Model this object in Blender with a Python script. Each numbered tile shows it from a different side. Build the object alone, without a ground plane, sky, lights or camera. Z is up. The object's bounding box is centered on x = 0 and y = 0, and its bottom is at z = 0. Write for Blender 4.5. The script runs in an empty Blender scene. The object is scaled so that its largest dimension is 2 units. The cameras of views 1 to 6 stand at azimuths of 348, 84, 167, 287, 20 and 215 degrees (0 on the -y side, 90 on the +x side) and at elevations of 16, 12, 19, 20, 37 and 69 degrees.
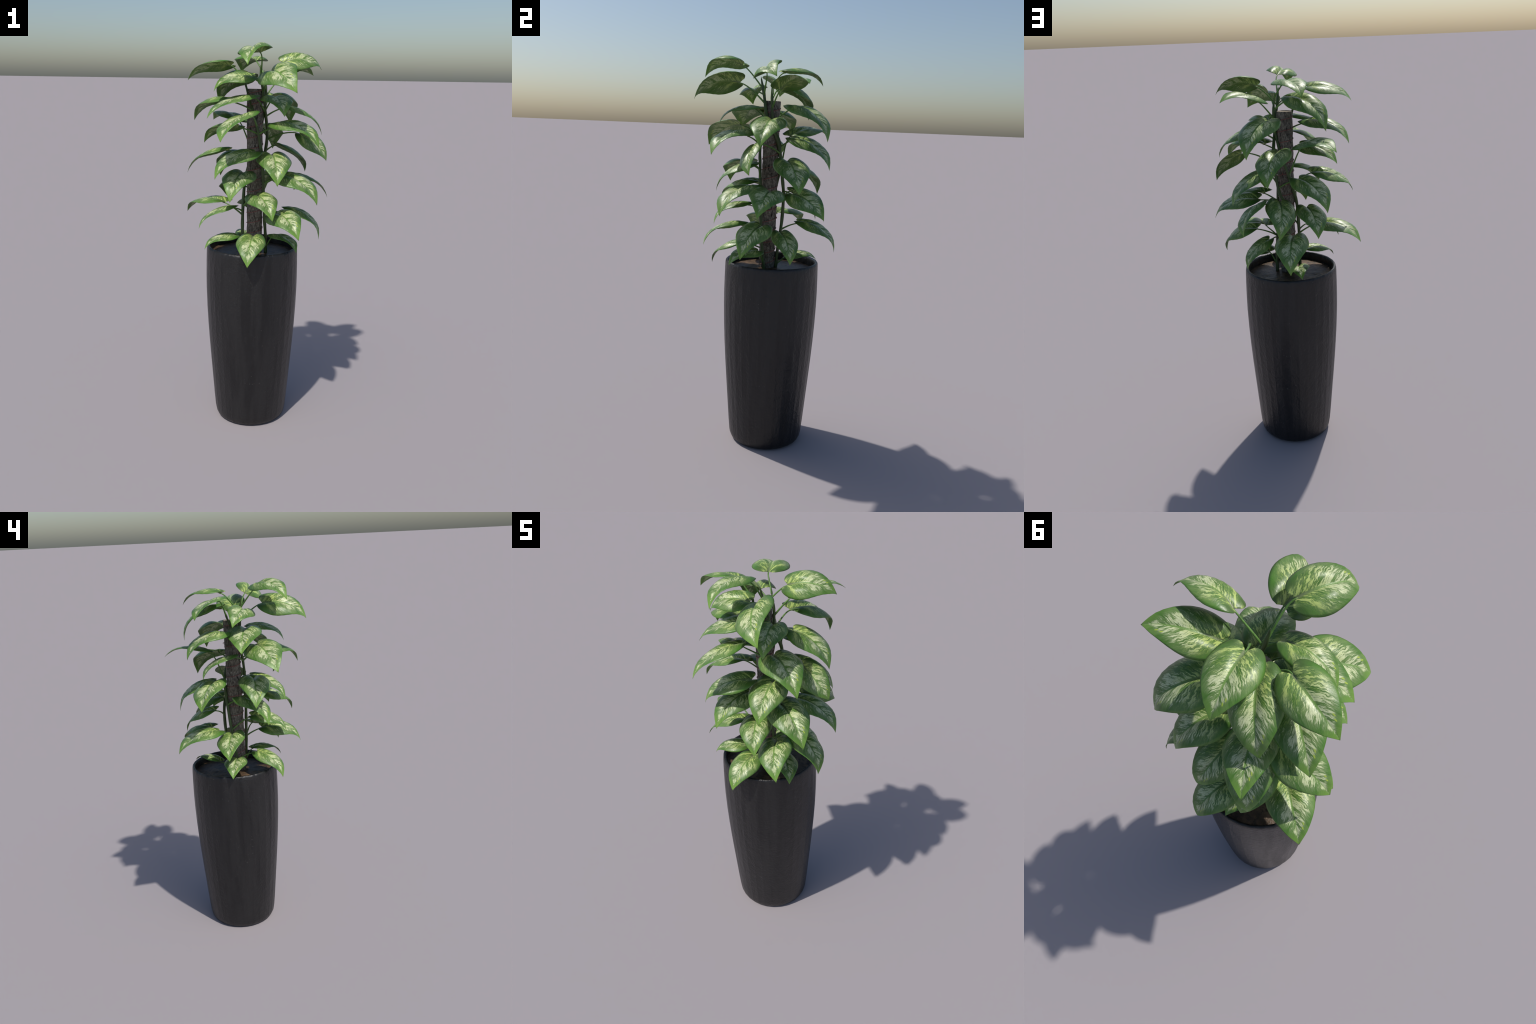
import bpy, bmesh, math, random
from mathutils import Vector, Matrix, noise

random.seed(7)

# ------------------------------------------------------------------ helpers
scene = bpy.context.scene


def link(obj, parent=None):
    scene.collection.objects.link(obj)
    if parent is not None:
        obj.parent = parent
    return obj


def mesh_object(name, verts, faces, mat, parent=None, smooth=True):
    me = bpy.data.meshes.new(name)
    me.from_pydata([tuple(v) for v in verts], [], faces)
    me.materials.append(mat)
    me.polygons.foreach_set('use_smooth', [smooth] * len(me.polygons))
    me.update()
    return link(bpy.data.objects.new(name, me), parent)


def lerp_table(table, x):
    """piecewise smooth (Catmull-Rom) lookup in a short (x, y) profile"""
    if x <= table[0][0]:
        return table[0][1]
    for i in range(len(table) - 1):
        x0, y0 = table[i]
        x1, y1 = table[i + 1]
        if x <= x1:
            t = (x - x0) / (x1 - x0)
            xm, ym = table[i - 1] if i > 0 else (2 * x0 - x1, 2 * y0 - y1)
            xn, yn = table[i + 2] if i + 2 < len(table) else (2 * x1 - x0, 2 * y1 - y0)
            m0 = (y1 - ym) / (x1 - xm) * (x1 - x0)
            m1 = (yn - y0) / (xn - x0) * (x1 - x0)
            t2, t3 = t * t, t * t * t
            return (2 * t3 - 3 * t2 + 1) * y0 + (t3 - 2 * t2 + t) * m0 + (3 * t2 - 2 * t3) * y1 + (t3 - t2) * m1
    return table[-1][1]


def catmull(points, n):
    """smooth polyline through control points, n samples per span"""
    pts = [Vector(p) for p in points]
    out = []
    for i in range(len(pts) - 1):
        p1, p2 = pts[i], pts[i + 1]
        p0 = pts[i - 1] if i > 0 else p1 * 2 - p2
        p3 = pts[i + 2] if i + 2 < len(pts) else p2 * 2 - p1
        for k in range(n):
            t = k / n
            out.append(0.5 * ((2 * p1) + (p2 - p0) * t + (2 * p0 - 5 * p1 + 4 * p2 - p3) * t * t
                              + (3 * p1 - p0 - 3 * p2 + p3) * t ** 3))
    out.append(pts[-1])
    return out


def tube(path, radius_of, sides=10):
    """skin a polyline with rings; radius_of(fraction) gives the thickness"""
    verts, faces = [], []
    n = len(path)
    up = Vector((0.31, 0.17, 0.93)).normalized()
    tan0 = (path[1] - path[0]).normalized()
    ref = tan0.cross(up)
    if ref.length < 1e-3:
        ref = tan0.cross(Vector((1, 0, 0)))
    ref.normalize()
    for i, p in enumerate(path):
        tan = (path[min(i + 1, n - 1)] - path[max(i - 1, 0)]).normalized()
        ref = (ref - tan * ref.dot(tan)).normalized()
        bi = tan.cross(ref)
        r = radius_of(i / (n - 1))
        for k in range(sides):
            a = 2 * math.pi * k / sides
            verts.append(p + (ref * math.cos(a) + bi * math.sin(a)) * r)
    for i in range(n - 1):
        for k in range(sides):
            a, b = i * sides + k, i * sides + (k + 1) % sides
            faces.append((a, b, b + sides, a + sides))
    faces.append(tuple(range(sides - 1, -1, -1)))
    faces.append(tuple((n - 1) * sides + k for k in range(sides)))
    return verts, faces


# ---------------------------------------------------------------- node helper
class Nodes:
    def __init__(self, name):
        self.mat = bpy.data.materials.new(name)
        self.mat.use_nodes = True
        self.t = self.mat.node_tree
        self.bsdf = self.t.nodes['Principled BSDF']
        self.out = self.t.nodes['Material Output']

    def put(self, sock, v):
        if isinstance(v, bpy.types.NodeSocket):
            self.t.links.new(v, sock)
        else:
            sock.default_value = v

    def math(self, op, a, b=0.0, c=0.0, clamp=False):
        n = self.t.nodes.new('ShaderNodeMath')
        n.operation = op
        n.use_clamp = clamp
        for s, v in zip(n.inputs, (a, b, c)):
            self.put(s, v)
        return n.outputs[0]

    def object_coords(self):
        n = self.t.nodes.new('ShaderNodeTexCoord')
        return n.outputs['Object']

    def split(self, v):
        n = self.t.nodes.new('ShaderNodeSeparateXYZ')
        self.put(n.inputs[0], v)
        return n.outputs

    def join(self, x, y, z):
        n = self.t.nodes.new('ShaderNodeCombineXYZ')
        for s, v in zip(n.inputs, (x, y, z)):
            self.put(s, v)
        return n.outputs[0]

    def noise(self, vec, scale, detail=3.0, rough=0.55, dist=0.0):
        n = self.t.nodes.new('ShaderNodeTexNoise')
        self.put(n.inputs['Vector'], vec)
        n.inputs['Scale'].default_value = scale
        n.inputs['Detail'].default_value = detail
        n.inputs['Roughness'].default_value = rough
        n.inputs['Distortion'].default_value = dist
        return n.outputs[0]

    def smooth(self, v, lo, hi, a=0.0, b=1.0):
        n = self.t.nodes.new('ShaderNodeMapRange')
        n.interpolation_type = 'SMOOTHSTEP'
        self.put(n.inputs['Value'], v)
        self.put(n.inputs['From Min'], lo)
        self.put(n.inputs['From Max'], hi)
        self.put(n.inputs['To Min'], a)
        self.put(n.inputs['To Max'], b)
        return n.outputs[0]

    def mix(self, f, a, b):
        n = self.t.nodes.new('ShaderNodeMix')
        n.data_type = 'RGBA'
        self.put(n.inputs[0], f)
        for s, v in ((n.inputs[6], a), (n.inputs[7], b)):
            if isinstance(v, tuple):
                v = (*v, 1.0)
            self.put(s, v)
        return n.outputs[2]

    def curve(self, v, pts):
        n = self.t.nodes.new('ShaderNodeFloatCurve')
        c = n.mapping.curves[0]
        while len(c.points) < len(pts):
            c.points.new(0.5, 0.5)
        for p, (x, y) in zip(c.points, pts):
            p.location = (x, y)
        n.mapping.update()
        self.put(n.inputs['Value'], v)
        return n.outputs[0]

    def bump(self, h, strength, dist):
        n = self.t.nodes.new('ShaderNodeBump')
        self.put(n.inputs['Height'], h)
        n.inputs['Strength'].default_value = strength
        n.inputs['Distance'].default_value = dist
        self.put(self.bsdf.inputs['Normal'], n.outputs[0])
        return n.outputs[0]

    def set(self, **kw):
        for k, v in kw.items():
            if isinstance(v, tuple) and len(v) == 3:
                v = (*v, 1.0)
            self.put(self.bsdf.inputs[k.replace('_', ' ')], v)
        return self


# --------------------------------------------------------------- leaf template
# One blade, modelled at unit length: x runs along the chord from the petiole
# to the tip, y across, z up.  Half width and arch are short profiles.
OUTLINE = [(0.0, -0.055, 0.085), (0.07, -0.052, 0.165), (0.14, 0.0, 0.25), (0.23, 0.09, 0.312),
           (0.34, 0.20, 0.346), (0.46, 0.33, 0.352), (0.57, 0.46, 0.328), (0.68, 0.59, 0.278),
           (0.78, 0.71, 0.213), (0.87, 0.83, 0.135), (0.94, 0.925, 0.058), (1.0, 1.0, 0.0)]
ARCH = [(-0.10, -0.075), (0.0, 0.0), (0.12, 0.078), (0.25, 0.138), (0.38, 0.172), (0.52, 0.183), (0.66, 0.176),
        (0.78, 0.148), (0.88, 0.098), (0.95, 0.05), (1.0, 0.0)]


def blade_point(a, w):
    """a along the chord, w signed offset across -> point on the blade"""
    s = abs(w) / 0.352
    e = 1e-3
    z = lerp_table(ARCH, a)
    dz = (lerp_table(ARCH, a + e) - lerp_table(ARCH, a - e)) / (2 * e)
    nrm = Vector((-dz, 0, 1)).normalized()
    base = min(max(a, 0.0), 1.0)
    hump = 0.072 * (1 - base) ** 0.8 + 0.012
    droop = 0.050 + 0.02 * base
    h = hump * (1 - ((min(s, 1.1) - 0.5) / 0.5) ** 2) - droop * s * s
    h += 0.004 * math.sin((a - 0.75 * abs(w)) * 46.0) * min(1.0, s * 2) * (1 - 0.6 * s)   # soft vein ribs
    return Vector((a, w, z)) + nrm * h


def build_leaf_mesh(mat, mat_under):
    NU, NW = 36, 11
    ed_a = [(u, a) for u, a, w in OUTLINE]
    ed_w = [(u, w) for u, a, w in OUTLINE]
    verts, faces, index = [], [], {}
    thick = 0.0055
    for side in (0, 1):                     # 0 upper skin, 1 lower skin
        for i in range(NU + 1):
            u = i / NU
            ae, we = lerp_table(ed_a, u), max(0.0, lerp_table(ed_w, u))
            am = u ** 1.25
            for j in range(-NW, NW + 1):
                t = j / NW
                k = abs(t)
                a = am + (ae - am) * k ** 1.15
                w = we * t
                p = blade_point(a, w)
                e = 2e-3
                n = (blade_point(a + e, w) - p).cross(blade_point(a, w + e) - p).normalized()
                rim = 1 - 0.6 * max(k ** 8, u ** 12)
                p = p + n * (thick * 0.5 * (rim if side == 0 else -rim))
                if k < 0.12:                # midrib: groove above, ridge below
                    p -= n * (0.010 if side == 0 else 0.014) * (1 - (k / 0.12)) * (1 - 0.75 * u) * min(1, we * 12)
                key = (side, i, j) if i < NU else (side, i, 0)
                if key not in index:
                    index[key] = len(verts)
                    verts.append(p)
                index[(side, i, j)] = index[key]
    lower = []

    def face(*ids, under=False):
        f = [v for n, v in enumerate(ids) if v not in ids[:n]]
        if len(f) > 2:
            faces.append(tuple(f))
            lower.append(1 if under else 0)

    for i in range(NU):
        for j in range(-NW, NW):
            for side in (0, 1):             # same diagonal on both skins
                a, b = index[(side, i, j)], index[(side, i + 1, j)]
                c, d = index[(side, i + 1, j + 1)], index[(side, i, j + 1)]
                for tri in (((a, b, c), (a, c, d)) if j < 0 else ((a, b, d), (b, c, d))):
                    face(*(tri if side == 0 else tri[::-1]), under=side == 1)
        for j in (-NW, NW):                 # rim along both margins
            q = (index[(0, i, j)], index[(1, i, j)], index[(1, i + 1, j)], index[(0, i + 1, j)])
            face(*(q if j < 0 else q[::-1]))
    for j in range(-NW, NW):                # rim round the lobes
        face(index[(0, 0, j)], index[(0, 0, j + 1)], index[(1, 0, j + 1)], index[(1, 0, j)])
    me = bpy.data.meshes.new('leaf')
    me.from_pydata([tuple(v) for v in verts], [], faces)
    me.materials.append(mat)
    me.materials.append(mat_under)
    me.polygons.foreach_set('material_index', lower)
    me.polygons.foreach_set('use_smooth', [True] * len(me.polygons))
    me.update()
    return me


def leaf_material(under=False):
    n = Nodes('leaf_underside' if under else 'variegated_leaf')
    x, y, z = n.split(n.object_coords())
    wid = n.math('ABSOLUTE', y)
    # straighten the blade: half width at this x, and relative distance from midrib
    hw_pts = [(0.0, 0.58), (0.1, 0.80), (0.2, 0.93), (0.33, 1.0), (0.46, 0.96), (0.59, 0.82), (0.71, 0.62), (0.83, 0.39), (0.925, 0.19), (1.0, 0.03)]
    half = n.math('MULTIPLY', n.curve(n.math('MAXIMUM', x, 0.0), hw_pts), 0.352)
    rel = n.math('DIVIDE', wid, n.math('MAXIMUM', half, 0.012))
    side = n.math('SIGN', y)
    # veins leave the midrib obliquely and sweep more and more to the tip
    sweep = n.math('ADD', 0.62, n.math('MULTIPLY', n.smooth(x, 0.05, 0.85), 0.95))
    vein = n.math('SUBTRACT', x, n.math('MULTIPLY', wid, sweep))
    off = n.math('MULTIPLY', side, 7.3)
    flat = n.join(x, y, 0.0)
    warp = n.noise(flat, 8.0, 2.0)
    warp2 = n.noise(flat, 26.0, 3.0, 0.6)
    vein_w = n.math('ADD', vein, n.math('ADD', n.math('MULTIPLY', n.math('SUBTRACT', warp, 0.5), 0.07), n.math('MULTIPLY', n.math('SUBTRACT', warp2, 0.5), 0.030)))

    def streak(fv, fw, shift, detail=3.0, rough=0.6):
        vec = n.join(n.math('MULTIPLY', vein_w, fv), n.math('ADD', n.math('MULTIPLY', wid, fw), off), shift)
        return n.noise(vec, 1.0, detail, rough)

    s_big = streak(16.0, 5.0, 1.7)
    s_mid = streak(38.0, 9.5, 5.1, 3.0, 0.65)
    s_fine = streak(95.0, 21.0, 9.4, 3.0, 0.65)
    # envelope: where variegation is allowed, ragged towards the margin and tapering to the tip
    reach = n.curve(n.math('MAXIMUM', x, 0.0), [(0.0, 0.52), (0.10, 0.72), (0.2, 0.82), (0.32, 0.82), (0.5, 0.72), (0.7, 0.53), (0.85, 0.18), (0.93, -0.05), (1.0, -0.3)])
    ragged = n.math('SUBTRACT', n.math('ADD', rel, n.math('MULTIPLY', n.math('SUBTRACT', s_mid, 0.5), 0.75)), reach)
    env = n.smooth(ragged, 0.10, -0.12)
    # cream streaks
    m = n.math('ADD', n.math('MULTIPLY', s_big, 0.46), n.math('ADD', n.math('MULTIPLY', s_mid, 0.38), n.math('MULTIPLY', s_fine, 0.16)))
    core = n.math('MULTIPLY', n.smooth(rel, 0.55, 0.05), 0.035)
    cream = n.math('MULTIPLY', n.smooth(n.math('ADD', m, core), 0.509, 0.533), env)
    grey = n.math('MULTIPLY', n.smooth(s_big, 0.36, 0.56), n.smooth(ragged, 0.25, -0.10))
    fine = n.smooth(s_fine, 0.50, 0.58)
    mott = n.noise(n.join(n.math('MULTIPLY', vein, 9.0), n.math('MULTIPLY', wid, 4.0), off), 1.0, 3.0)

    green = n.mix(n.smooth(mott, 0.3, 0.7), (0.066, 0.168, 0.026), (0.138, 0.240, 0.064))
    edge = n.smooth(rel, 0.80, 1.02)
    green = n.mix(n.math('MULTIPLY', edge, 0.35), green, (0.090, 0.25, 0.02))
    lobe = n.smooth(x, 0.12, -0.05)
    green = n.mix(n.math('MULTIPLY', lobe, 0.7), green, (0.065, 0.115, 0.030))
    tipc = n.smooth(x, 0.70, 1.0)
    green = n.mix(n.math('MULTIPLY', tipc, 0.70), green, (0.20, 0.37, 0.055))
    col = n.mix(n.math('MULTIPLY', grey, 0.65), green, (0.185, 0.260, 0.105))
    lime = n.mix(n.smooth(x, 0.25, 0.7), (0.29, 0.40, 0.095), (0.26, 0.32, 0.165))
    wide_env = n.smooth(ragged, 0.26, -0.06)
    col = n.mix(n.math('MULTIPLY', n.math('MULTIPLY', fine, wide_env), 0.55), col, lime)
    cream_c = n.mix(n.smooth(x, 0.08, 0.50), (0.42, 0.54, 0.16), (0.63, 0.68, 0.42))
    cream_c = n.mix(n.smooth(s_fine, 0.35, 0.65), cream_c, n.mix(n.smooth(x, 0.1, 0.6), (0.46, 0.56, 0.16), (0.50, 0.56, 0.30)))
    col = n.mix(cream, col, cream_c)
    dark = n.math('MULTIPLY', n.smooth(n.math('ADD', s_fine, n.math('MULTIPLY', s_mid, 0.4)), 0.615, 0.57), n.smooth(ragged, 0.08, -0.15))
    col = n.mix(n.math('MULTIPLY', dark, 0.75), col, (0.060, 0.135, 0.024))
    # two yellow freckles near one margin
    for fx, fy, rx, ry in ((0.70, 0.108, 0.026, 0.012), (0.765, 0.088, 0.024, 0.011)):
        dx = n.math('DIVIDE', n.math('SUBTRACT', n.math('SUBTRACT', x, fx), n.math('MULTIPLY', n.math('SUBTRACT', y, fy), 1.2)), rx)
        dy = n.math('DIVIDE', n.math('SUBTRACT', y, fy), ry)
        d = n.math('ADD', n.math('MULTIPLY', dx, dx), n.math('MULTIPLY', dy, dy))
        d = n.math('ADD', d, n.math('MULTIPLY', n.math('SUBTRACT', s_fine, 0.5), 1.6))
        col = n.mix(n.math('MULTIPLY', n.smooth(d, 1.2, 0.6), 0.85), col, (0.42, 0.54, 0.07))
    # midrib: broad and greyish at the foot, fine and fresh green towards the tip
    mid = n.smooth(wid, n.math('MULTIPLY_ADD', x, -0.022, 0.0270), n.math('MULTIPLY_ADD', x, -0.014, 0.0175))
    col = n.mix(n.math('MULTIPLY', mid, n.smooth(x, 0.95, 0.6, 0.3, 0.9)), col, n.mix(n.smooth(x, 0.0, 0.35), (0.165, 0.205, 0.105), (0.155, 0.285, 0.065)))
    if under:                               # duller, more matt lower skin
        col = n.mix(0.28, col, (0.105, 0.165, 0.060))
    lo, hi = (0.45, 0.55) if under else (0.29, 0.41)
    n.set(Base_Color=col, Roughness=n.smooth(s_mid, 0.3, 0.7, lo, hi), IOR=1.45)
    n.bsdf.inputs['Specular IOR Level'].default_value = 0.5
    h = n.math('ADD', n.math('MULTIPLY', s_mid, 0.6), n.math('MULTIPLY', s_fine, 0.25))
    n.bump(h, 0.22, 0.006)
    tr = n.t.nodes.new('ShaderNodeBsdfTranslucent')
    n.put(tr.inputs['Color'], n.mix(0.5, col, (0.15, 0.35, 0.03)))
    mx = n.t.nodes.new('ShaderNodeMixShader')
    mx.inputs[0].default_value = 0.07
    n.t.links.new(n.bsdf.outputs[0], mx.inputs[1])
    n.t.links.new(tr.outputs[0], mx.inputs[2])
    n.t.links.new(mx.outputs[0], n.out.inputs['Surface'])
    return n.mat


def stem_material(name, dark, light):
    n = Nodes(name)
    v = n.object_coords()
    x, y, z = n.split(v)
    a = n.noise(n.join(n.math('MULTIPLY', x, 90.0), n.math('MULTIPLY', y, 90.0), n.math('MULTIPLY', z, 14.0)), 1.0, 3.0)
    n.set(Base_Color=n.mix(n.smooth(a, 0.3, 0.7), dark, light), Roughness=0.42)
    n.bump(a, 0.2, 0.002)
    return n.mat


def pot_material():
    n = Nodes('black_glazed_pot')
    v = n.object_coords()
    x, y, z = n.split(v)
    run = n.noise(n.join(n.math('MULTIPLY', x, 22.0), n.math('MULTIPLY', y, 22.0), n.math('MULTIPLY', z, 2.0)), 1.0, 4.0, 0.6)
    grain = n.noise(v, 90.0, 4.0, 0.6)
    fleck = n.math("ADD", n.noise(v, 130.0, 2.0, 0.5), n.math("MULTIPLY", n.noise(v, 7.0, 2.0), 0.35))
    wrinkle = n.noise(n.join(n.math('MULTIPLY', x, 30.0), n.math('MULTIPLY', y, 30.0), n.math('MULTIPLY', z, 16.0)), 1.0, 3.0, 0.6, 0.6)
    col = n.mix(n.smooth(run, 0.38, 0.62), (0.0060, 0.0060, 0.0064), (0.0125, 0.0122, 0.0125))
    col = n.mix(n.math('MULTIPLY', n.smooth(fleck, 0.925, 0.96), 0.6), col, (0.13, 0.125, 0.12))
    n.set(Base_Color=col, Roughness=n.smooth(run, 0.35, 0.65, 0.33, 0.42))
    h = n.math('ADD', n.math('MULTIPLY', grain, 0.35), n.math('ADD', n.math('MULTIPLY', run, 0.5), n.math('MULTIPLY', wrinkle, 0.6)))
    n.bump(h, 1.0, 0.007)
    return n.mat


def soil_material():
    n = Nodes('potting_soil')
    v = n.object_coords()
    a = n.noise(v, 14.0, 5.0, 0.65)
    b = n.noise(v, 70.0, 4.0, 0.6)
    col = n.mix(n.smooth(a, 0.35, 0.65), (0.062, 0.040, 0.025), (0.155, 0.098, 0.056))
    col = n.mix(n.smooth(b, 0.48, 0.62), col, (0.045, 0.030, 0.020))
    n.set(Base_Color=col, Roughness=0.45)
    n.bump(n.math('ADD', a, n.math('MULTIPLY', b, 0.6)), 0.5, 0.008)
    return n.mat


def bark_material():
    n = Nodes('rough_bark')
    v = n.object_coords()
    x, y, z = n.split(v)
    long_ = n.noise(n.join(n.math('MULTIPLY', x, 110.0), n.math('MULTIPLY', y, 110.0), n.math('MULTIPLY', z, 24.0)), 1.0, 5.0, 0.65, 0.8)
    flake = n.noise(n.join(n.math('MULTIPLY', x, 230.0), n.math('MULTIPLY', y, 230.0), n.math('MULTIPLY', z, 70.0)), 1.0, 4.0, 0.65)
    spot = n.noise(v, 45.0, 4.0, 0.6)
    fine = n.noise(v, 300.0, 3.0, 0.6)
    col = n.mix(n.smooth(spot, 0.35, 0.65), (0.130, 0.112, 0.092), (0.275, 0.245, 0.205))
    col = n.mix(n.smooth(flake, 0.52, 0.66), col, (0.40, 0.37, 0.32))
    col = n.mix(n.math('MULTIPLY', n.smooth(flake, 0.48, 0.38), 0.7), col, (0.062, 0.052, 0.042))
    col = n.mix(n.smooth(long_, 0.44, 0.36), col, (0.020, 0.016, 0.014))
    col = n.mix(n.math('MULTIPLY', n.smooth(fine, 0.62, 0.72), 0.6), col, (0.42, 0.38, 0.34))
    geo = n.t.nodes.new('ShaderNodeNewGeometry')
    nz = n.split(geo.outputs['Normal'])[2]
    col = n.mix(n.smooth(nz, 0.75, 0.95), col, (0.36, 0.30, 0.23))
    n.set(Base_Color=col, Roughness=0.8)
    n.bump(n.math('ADD', n.math('MULTIPLY', long_, 0.9), n.math('ADD', n.math('MULTIPLY', flake, 0.6), n.math('MULTIPLY', fine, 0.2))), 1.0, 0.008)
    return n.mat


def wire_material():
    n = Nodes('red_coated_wire')
    v = n.object_coords()
    a = n.noise(v, 120.0, 2.0)
    n.set(Base_Color=n.mix(a, (0.23, 0.085, 0.085), (0.33, 0.125, 0.115)), Roughness=0.45)
    return n.mat


# ------------------------------------------------------------------- build
root = link(bpy.data.objects.new('potted_plant', None))
root['label'] = 'tall black pot with variegated climbing plant on a bark pole'
root['category'] = 'potted plant'

AX, AY = -0.0175, 0.0475                     # axis of the pot
SIDES = 32

# pot: a 32-sided turned vessel, flat facets round, soft foot and rim
POT = [(0.0, 0.002), (0.150, 0.002), (0.168, 0.0), (0.180, 0.004), (0.188, 0.012), (0.1935, 0.024), (0.1975, 0.045), (0.2035, 0.11),
       (0.2090, 0.18), (0.2145, 0.25), (0.2225, 0.35), (0.2300, 0.45), (0.2365, 0.55), (0.2415, 0.65), (0.2445, 0.75),
       (0.2450, 0.82), (0.2440, 0.90), (0.2425, 0.960), (0.2415, 0.978), (0.2390, 0.9865), (0.2345, 0.990), (0.2290, 0.9885),
       (0.2255, 0.983), (0.2240, 0.972), (0.2235, 0.945), (0.2225, 0.90), (0.0, 0.90)]
verts, faces = [], []
ring_start = []
for r, z in POT:
    ring_start.append(len(verts))
    if r == 0.0:
        verts.append(Vector((AX, AY, z)))
    else:
        for k in range(SIDES):
            a = 2 * math.pi * (k + 0.35) / SIDES
            verts.append(Vector((AX + r * math.cos(a), AY + r * math.sin(a), z)))
for i in range(len(POT) - 1):
    a0, b0 = ring_start[i], ring_start[i + 1]
    for k in range(SIDES):
        k2 = (k + 1) % SIDES
        if POT[i][0] == 0.0:
            faces.append((a0, b0 + k2, b0 + k))
        elif POT[i + 1][0] == 0.0:
            faces.append((a0 + k, a0 + k2, b0))
        else:
            faces.append((a0 + k, a0 + k2, b0 + k2, b0 + k))
pot = mesh_object('pot', verts, faces, pot_material(), root)
bm = bmesh.new()
bm.from_mesh(pot.data)
for e in bm.edges:                            # upright edges of the wall stay crisp
    d = (e.verts[0].co - e.verts[1].co)
    wall = max(v.co.z for v in e.verts) < 0.972 and min(math.hypot(v.co.x - AX, v.co.y - AY) for v in e.verts) > 0.19
    if abs(d.z) > 0.015 and wall:
        e.smooth = False
bm.to_mesh(pot.data)
bm.free()

# soil: a slightly lumpy disc
verts, faces = [Vector((AX, AY, 0.954))], []
RINGS, SEG = 16, 72
for i in range(1, RINGS + 1):
    r = 0.2245 * i / RINGS
    for k in range(SEG):
        a = 2 * math.pi * k / SEG
        p = Vector((AX + r * math.cos(a), AY + r * math.sin(a), 0.0))
        p.z = 0.9525 - 0.006 * (i / RINGS) ** 4 + 0.0035 * noise.noise(p * 22) + 0.0022 * noise.noise(p * 60)
        verts.append(p)
for k in range(SEG):
    faces.append((0, 1 + k, 1 + (k + 1) % SEG))
for i in range(RINGS - 1):
    for k in range(SEG):
        a, b = 1 + i * SEG + k, 1 + i * SEG + (k + 1) % SEG
        faces.append((a, a + SEG, b + SEG, b))
mesh_object('soil', verts, faces, soil_material(), root)


# bark pole, a little out of plumb
def pole_axis(z):
    return Vector((-0.01437 - 0.0074 * (z - 1.4), 0.0199 - 0.0003 * (z - 1.4), z))


POLE_R, POLE_TOP = 0.0395, 1.793
verts, faces = [], []
PZ, PS = 260, 110
for i in range(PZ + 1):
    z = 0.93 + (POLE_TOP - 0.93) * i / PZ
    c = pole_axis(z)
    for k in range(PS):
        a = 2 * math.pi * k / PS
        q = Vector((math.cos(a) * 2.4, math.sin(a) * 2.4, z * 14))
        r = POLE_R + 0.0018 * noise.noise(q) + 0.0018 * noise.noise(q * 2.3 + Vector((5, 1, 0)))
        r += 0.0014 * noise.noise(Vector((math.cos(a) * 14, math.sin(a) * 14, z * 30)))
        crack = noise.noise(Vector((math.cos(a) * 3.4, math.sin(a) * 3.4, z * 9 + 3)))
        r -= 0.0025 * max(0.0, 1 - abs(crack) * 9)
        verts.append(c + Vector((math.cos(a) * r, math.sin(a) * r, 0)))
for i in range(PZ):
    for k in range(PS):
        a, b = i * PS + k, i * PS + (k + 1) % PS
        faces.append((a, b, b + PS, a + PS))
# sawn top with a tiny chamfer
topr = len(verts)
for k in range(PS):
    p = verts[PZ * PS + k]
    verts.append(p + (pole_axis(POLE_TOP) - p) * 0.07 + Vector((0, 0, 0.002)))
for k in range(PS):
    a, b = PZ * PS + k, PZ * PS + (k + 1) % PS
    faces.append((a, b, topr + (k + 1) % PS, topr + k))
verts.append(pole_axis(POLE_TOP + 0.002))
for k in range(PS):
    faces.append((topr + k, topr + (k + 1) % PS, len(verts) - 1))
pole = mesh_object('bark_pole', verts, faces, bark_material(), root)

# red wire wound up the pole, ends kinked outwards, with small twist loops
wire_mat = wire_material()
PITCH = 0.0545
path = []
Z0, Z1 = 0.972, 1.789
turns = (Z1 - Z0) / PITCH
N = int(turns * 28)
A0 = math.radians(300)
for i in range(N + 1):
    z = Z0 + (Z1 - Z0) * i / N
    a = A0 + 2 * math.pi * turns * i / N
    r = POLE_R + 0.0022 + 0.0008 * noise.noise(Vector((a * 0.7, 3, 1)))
    path.append(pole_axis(z + 0.003 * math.sin(a * 1.0 + 0.5)) + Vector((math.cos(a) * r, math.sin(a) * r, 0)))
end_a = A0 + 2 * math.pi * turns
for k in range(1, 4):
    path.append(path[N] + Vector((math.cos(end_a + 0.6), math.sin(end_a + 0.6), 0.25)) * 0.005 * k)
wv, wf = tube(path, lambda t: 0.0018, 6)
for zc, ac in ((1.49, 55), (1.215, 62), (1.11, 58), (1.06, 65), (1.005, 60), (1.33, 58), (1.62, 50), (1.675, 120)):
    c = pole_axis(zc) + Vector((math.cos(math.radians(ac)), math.sin(math.radians(ac)), 0)) * (POLE_R + 0.004)
    out = Vector((math.cos(math.radians(ac)), math.sin(math.radians(ac)), 0))
    loop = [c + out * 0.0042 * math.cos(t * 2 * math.pi / 16) + Vector((0, 0, 0.0042 * math.sin(t * 2 * math.pi / 16)))
            + out.cross(Vector((0, 0, 1))) * 0.0018 * (t / 16) for t in range(18)]
    lv, lf = tube(loop, lambda t: 0.0012, 6)
    o = len(wv)
    wv += lv
    wf += [tuple(i + o for i in f) for f in lf]
mesh_object('wire', wv, wf, wire_mat, pole)

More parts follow.
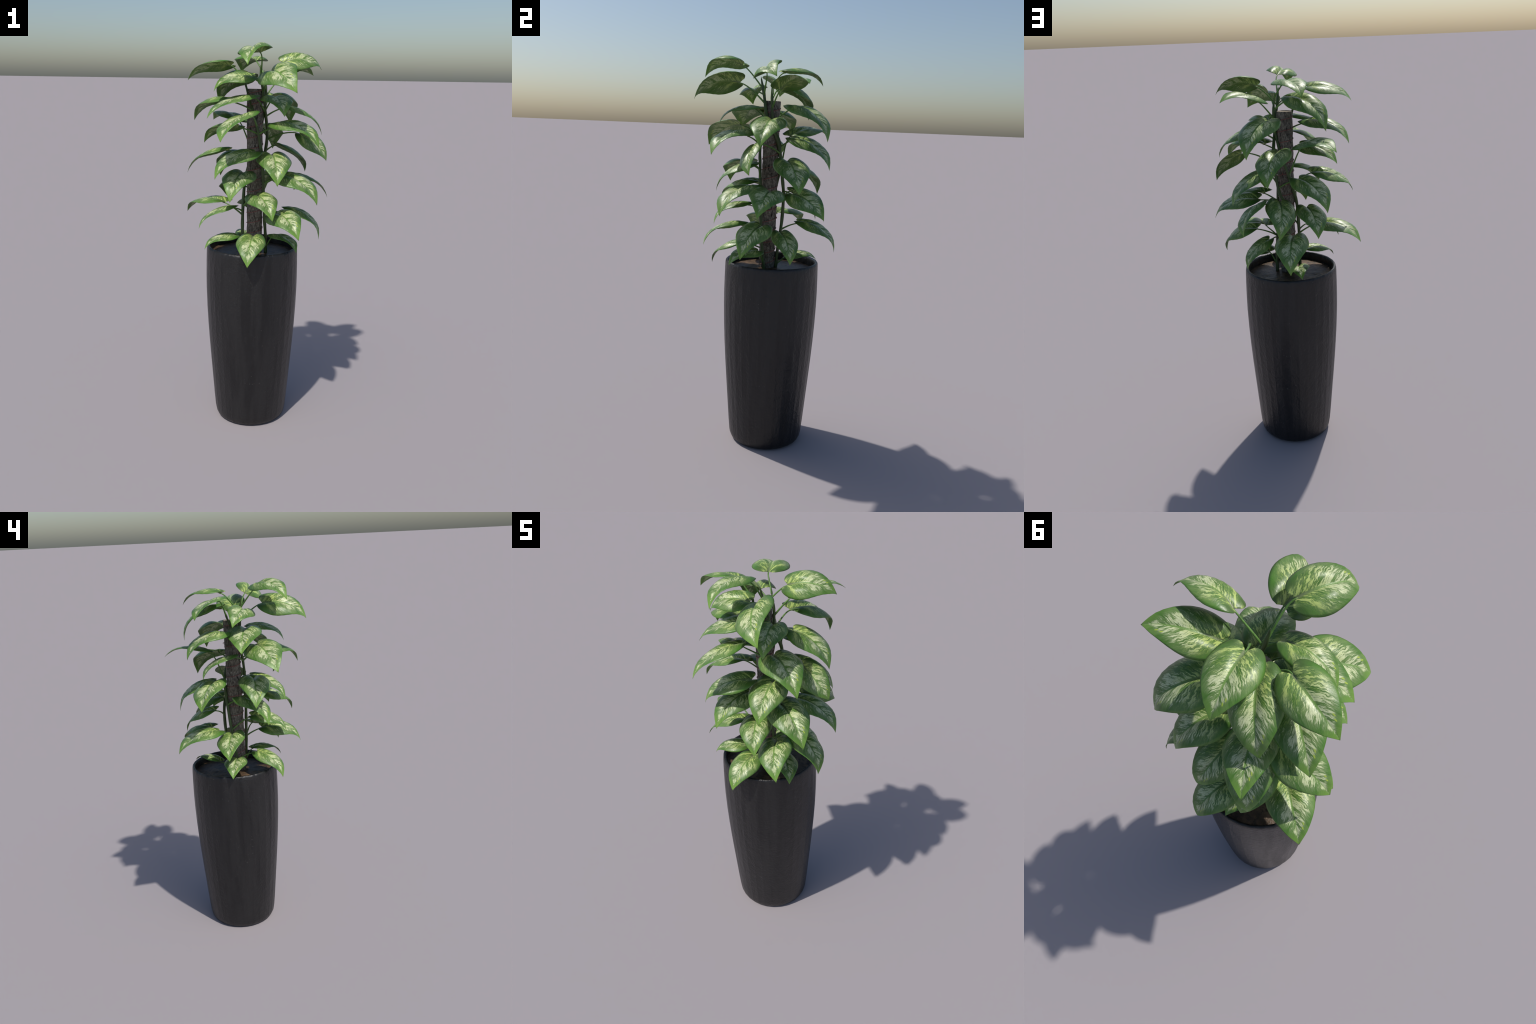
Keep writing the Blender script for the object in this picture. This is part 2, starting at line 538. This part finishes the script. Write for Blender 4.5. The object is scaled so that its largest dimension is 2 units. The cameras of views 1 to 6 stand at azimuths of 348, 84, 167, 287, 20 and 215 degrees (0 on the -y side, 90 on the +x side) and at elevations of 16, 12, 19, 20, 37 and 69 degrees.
# three climbing stems, given by their spines
stem_mat = stem_material('green_stem', (0.042, 0.070, 0.020), (0.065, 0.110, 0.030))
petiole_mat = stem_material('leaf_stalk', (0.075, 0.165, 0.030), (0.130, 0.265, 0.055))
STEMS = {
    'P': [(0.000, 0.066, 0.935), (-0.002, 0.072, 1.03), (-0.006, 0.081, 1.11), (-0.007, 0.090, 1.195), (-0.002, 0.093, 1.29),
          (0.014, 0.090, 1.345), (0.034, 0.083, 1.386), (0.046, 0.073, 1.45), (0.056, 0.061, 1.535), (0.052, 0.049, 1.61),
          (0.028, -0.006, 1.709), (0.015, -0.021, 1.785), (0.004, -0.028, 1.835), (-0.003, -0.039, 1.885), (-0.006, -0.043, 1.908)],
    'Q': [(0.047, 0.004, 0.935), (0.044, -0.005, 1.01), (0.040, -0.012, 1.07), (0.033, -0.018, 1.14), (0.026, -0.024, 1.236),
          (0.021, -0.029, 1.34), (0.011, -0.033, 1.474), (0.000, -0.036, 1.53), (-0.014, -0.032, 1.606), (-0.035, -0.017, 1.69),
          (-0.050, 0.003, 1.755), (-0.061, 0.020, 1.80), (-0.069, 0.027, 1.83)],
    'R': [(-0.080, 0.006, 0.935), (-0.078, 0.009, 1.06), (-0.076, 0.020, 1.13), (-0.070, 0.035, 1.225), (-0.060, 0.049, 1.325),
          (-0.042, 0.062, 1.395), (-0.017, 0.074, 1.474), (0.000, 0.066, 1.531), (0.013, 0.055, 1.575), (0.027, 0.032, 1.65),
          (0.034, 0.016, 1.72), (0.036, 0.012, 1.785), (0.031, 0.009, 1.84), (0.026, 0.012, 1.886)],
}
stems, spine = {}, {}
for key, pts in STEMS.items():
    path = catmull(pts, 8)
    top_r = {'P': 0.0072, 'Q': 0.0052, 'R': 0.0060}[key]
    taper = lambda t, e=top_r: 0.0083 + (e - 0.0083) * max(0.0, (t - 0.3) / 0.7) ** 1.5

    def radius(t, f=taper, k=key):
        r = f(t) + 0.0006 * math.sin(t * 60)
        if k != 'Q' and t > 0.88:
            r *= max(0.12, (1 - t) / 0.12) ** 0.8
        return r
    v, f = tube(path, radius, 14)
    stems[key] = mesh_object('stem', v, f, stem_mat, root)
    spine[key] = path


def on_spine(key, z):
    path = spine[key]
    for a, b in zip(path, path[1:]):
        if a.z <= z <= b.z:
            return a.lerp(b, (z - a.z) / (b.z - a.z))
    return path[-1].copy()


# every leaf: stem, height of its stalk on the stem, foot of the blade, tip, bank (degrees),
# relative breadth and relative arch of the blade
LEAVES = [
    ('P', 1.85, (-0.025, -0.134, 1.959), (-0.120, -0.316, 1.901), 13, 1.05, 1.24),
    ('Q', 1.825, (-0.138, 0.036, 1.902), (-0.344, 0.091, 1.831), 16, 1.01, 0.79),
    ('P', 1.82, (0.113, -0.026, 1.917), (0.317, 0.001, 1.888), 32, 1.04, 1.08),
    ('R', 1.86, (-0.005, 0.069, 1.930), (-0.040, 0.274, 1.877), 2, 1.11, 0.94),
    ('R', 1.76, (0.110, 0.043, 1.843), (0.321, 0.148, 1.862), -10, 0.95, 0.87),
    ('P', 1.78, (0.023, -0.147, 1.872), (0.096, -0.365, 1.783), 33, 1.08, 1.05),
    ('P', 1.68, (-0.043, -0.067, 1.753), (-0.277, -0.116, 1.658), 1, 1.03, 0.72),
    ('R', 1.69, (0.083, 0.103, 1.754), (0.230, 0.260, 1.608), -0, 1.05, 1.16),
    ('Q', 1.615, (-0.073, -0.134, 1.672), (-0.239, -0.291, 1.563), 15, 1.10, 0.78),
    ('P', 1.54, (0.193, -0.075, 1.581), (0.326, -0.109, 1.448), 38, 0.98, 0.82),
    ('R', 1.43, (-0.142, 0.079, 1.485), (-0.353, 0.086, 1.375), 11, 1.05, 0.90),
    ('Q', 1.41, (0.053, -0.057, 1.476), (0.041, -0.251, 1.348), -2, 1.08, 1.05),
    ('P', 1.42, (-0.053, 0.122, 1.463), (-0.151, 0.292, 1.325), 5, 1.04, 1.14),
    ('P', 1.345, (0.144, 0.122, 1.350), (0.262, 0.258, 1.240), 31, 1.03, 1.02),
    ('Q', 1.14, (0.143, -0.028, 1.186), (0.292, -0.138, 1.050), -12, 1.00, 1.20),
    ('P', 1.82, (-0.046, -0.067, 1.844), (-0.236, -0.061, 1.781), -17, 1.04, 1.06),
    ('P', 1.69, (0.054, -0.054, 1.746), (0.070, -0.245, 1.674), 0, 1.08, 1.03),
    ('Q', 1.69, (-0.124, 0.013, 1.729), (-0.306, 0.163, 1.633), 3, 0.99, 1.04),
    ('R', 1.48, (-0.074, 0.125, 1.625), (-0.182, 0.343, 1.625), 8, 1.01, 0.89),
    ('P', 1.66, (0.126, 0.007, 1.700), (0.311, -0.064, 1.574), -4, 1.05, 0.95),
    ('Q', 1.575, (0.066, -0.097, 1.618), (0.231, -0.282, 1.532), 4, 1.01, 1.09),
    ('Q', 1.575, (-0.108, -0.019, 1.610), (-0.264, 0.102, 1.524), 14, 1.01, 0.89),
    ('P', 1.57, (0.042, 0.118, 1.607), (0.142, 0.294, 1.470), 8, 1.03, 1.11),
    ('Q', 1.455, (-0.041, -0.099, 1.487), (-0.249, -0.171, 1.375), -5, 0.99, 1.00),
    ('R', 1.34, (-0.080, -0.030, 1.379), (-0.183, -0.215, 1.269), -4, 0.99, 1.16),
    ('Q', 1.32, (0.138, 0.010, 1.355), (0.353, -0.070, 1.256), -11, 1.02, 1.00),
    ('Q', 1.325, (0.086, -0.068, 1.366), (0.247, -0.238, 1.249), 6, 1.03, 1.05),
    ('R', 1.2, (-0.028, -0.076, 1.271), (0.019, -0.259, 1.178), 7, 1.05, 1.14),
    ('R', 1.155, (-0.162, 0.078, 1.214), (-0.342, 0.238, 1.141), 2, 1.04, 0.90),
    ('R', 1.175, (-0.124, 0.007, 1.198), (-0.312, -0.032, 1.103), 12, 1.04, 0.85),
    ('Q', 1.137, (0.075, -0.102, 1.177), (0.139, -0.310, 1.092), 14, 1.02, 1.11),
    ('Q', 0.985, (0.078, -0.036, 1.047), (0.163, -0.185, 0.995), -10, 1.02, 1.08),
    ('R', 1.0, (-0.117, -0.007, 1.048), (-0.284, -0.035, 0.993), 0, 1.01, 0.96),
    ('P', 0.965, (-0.040, 0.124, 1.001), (-0.017, 0.283, 0.992), 9, 1.00, 0.98),
    ('R', 1.03, (-0.045, -0.102, 1.068), (-0.104, -0.262, 0.952), -2, 1.03, 1.04),
    ('R', 1.8, (-0.042, 0.059, 1.855), (-0.167, 0.228, 1.710), 12, 0.97, 1.23),
    ('P', 1.48, (0.111, 0.089, 1.508), (0.286, 0.130, 1.363), 3, 1.10, 0.86),
    ('P', 1.3, (0.047, 0.117, 1.355), (0.093, 0.289, 1.209), -17, 0.97, 1.10),
    ('P', 1.27, (-0.094, 0.112, 1.315), (-0.105, 0.281, 1.195), -5, 1.05, 1.05),
    ('P', 1.15, (-0.003, 0.176, 1.186), (0.060, 0.358, 1.049), 3, 1.02, 1.18),
    ('Q', 1.13, (0.098, 0.073, 1.150), (0.225, 0.110, 1.014), -0, 1.00, 1.06),
]
leaf_mesh = build_leaf_mesh(leaf_material(), leaf_material(under=True))
for key, z0, foot, tip, bank, wide, arch in LEAVES:
    foot, tip = Vector(foot), Vector(tip)
    d = tip - foot
    L = d.length
    ex = d.normalized()
    ey = Vector((0, 0, 1)).cross(ex).normalized()
    ey = Matrix.Rotation(math.radians(bank), 3, ex) @ ey
    ez = ex.cross(ey)
    m = Matrix((ex, ey, ez)).transposed().to_4x4()
    m = Matrix.Translation(foot) @ m @ Matrix.Diagonal((L, L * wide, L * arch, 1.0))
    leaf = link(bpy.data.objects.new('leaf', leaf_mesh), stems[key])
    leaf.matrix_world = m

    # leaf stalk: leaves the stem steeply, bends over into the midrib
    s = on_spine(key, z0)
    into = (ex + ez * 0.62 * arch).normalized()      # direction of the midrib at its foot
    gap = (foot - s).length
    out = Vector((foot.x - s.x, foot.y - s.y, 0)).normalized()
    c1 = s + (out * 0.55 + Vector((0, 0, 0.75))) * gap * 0.30
    c1 = c1.lerp(s.lerp(foot, 0.33), 0.45)
    c2 = foot - into * gap * 0.25
    end = foot + into * L * 0.05 - ez * L * 0.012
    pts = []
    for i in range(15):
        t = i / 14
        pts.append(s * (1 - t) ** 3 + c1 * 3 * t * (1 - t) ** 2 + c2 * 3 * t * t * (1 - t) + foot * t ** 3)
    pts.append(end)
    r0 = 0.0048 * (0.75 + L)
    v, f = tube(pts, lambda t: r0 * (1.0 - 0.45 * t) if t < 0.96 else r0 * 0.3, 8)
    mesh_object('leaf_stalk', v, f, petiole_mat, stems[key])

bpy.context.view_layer.update()
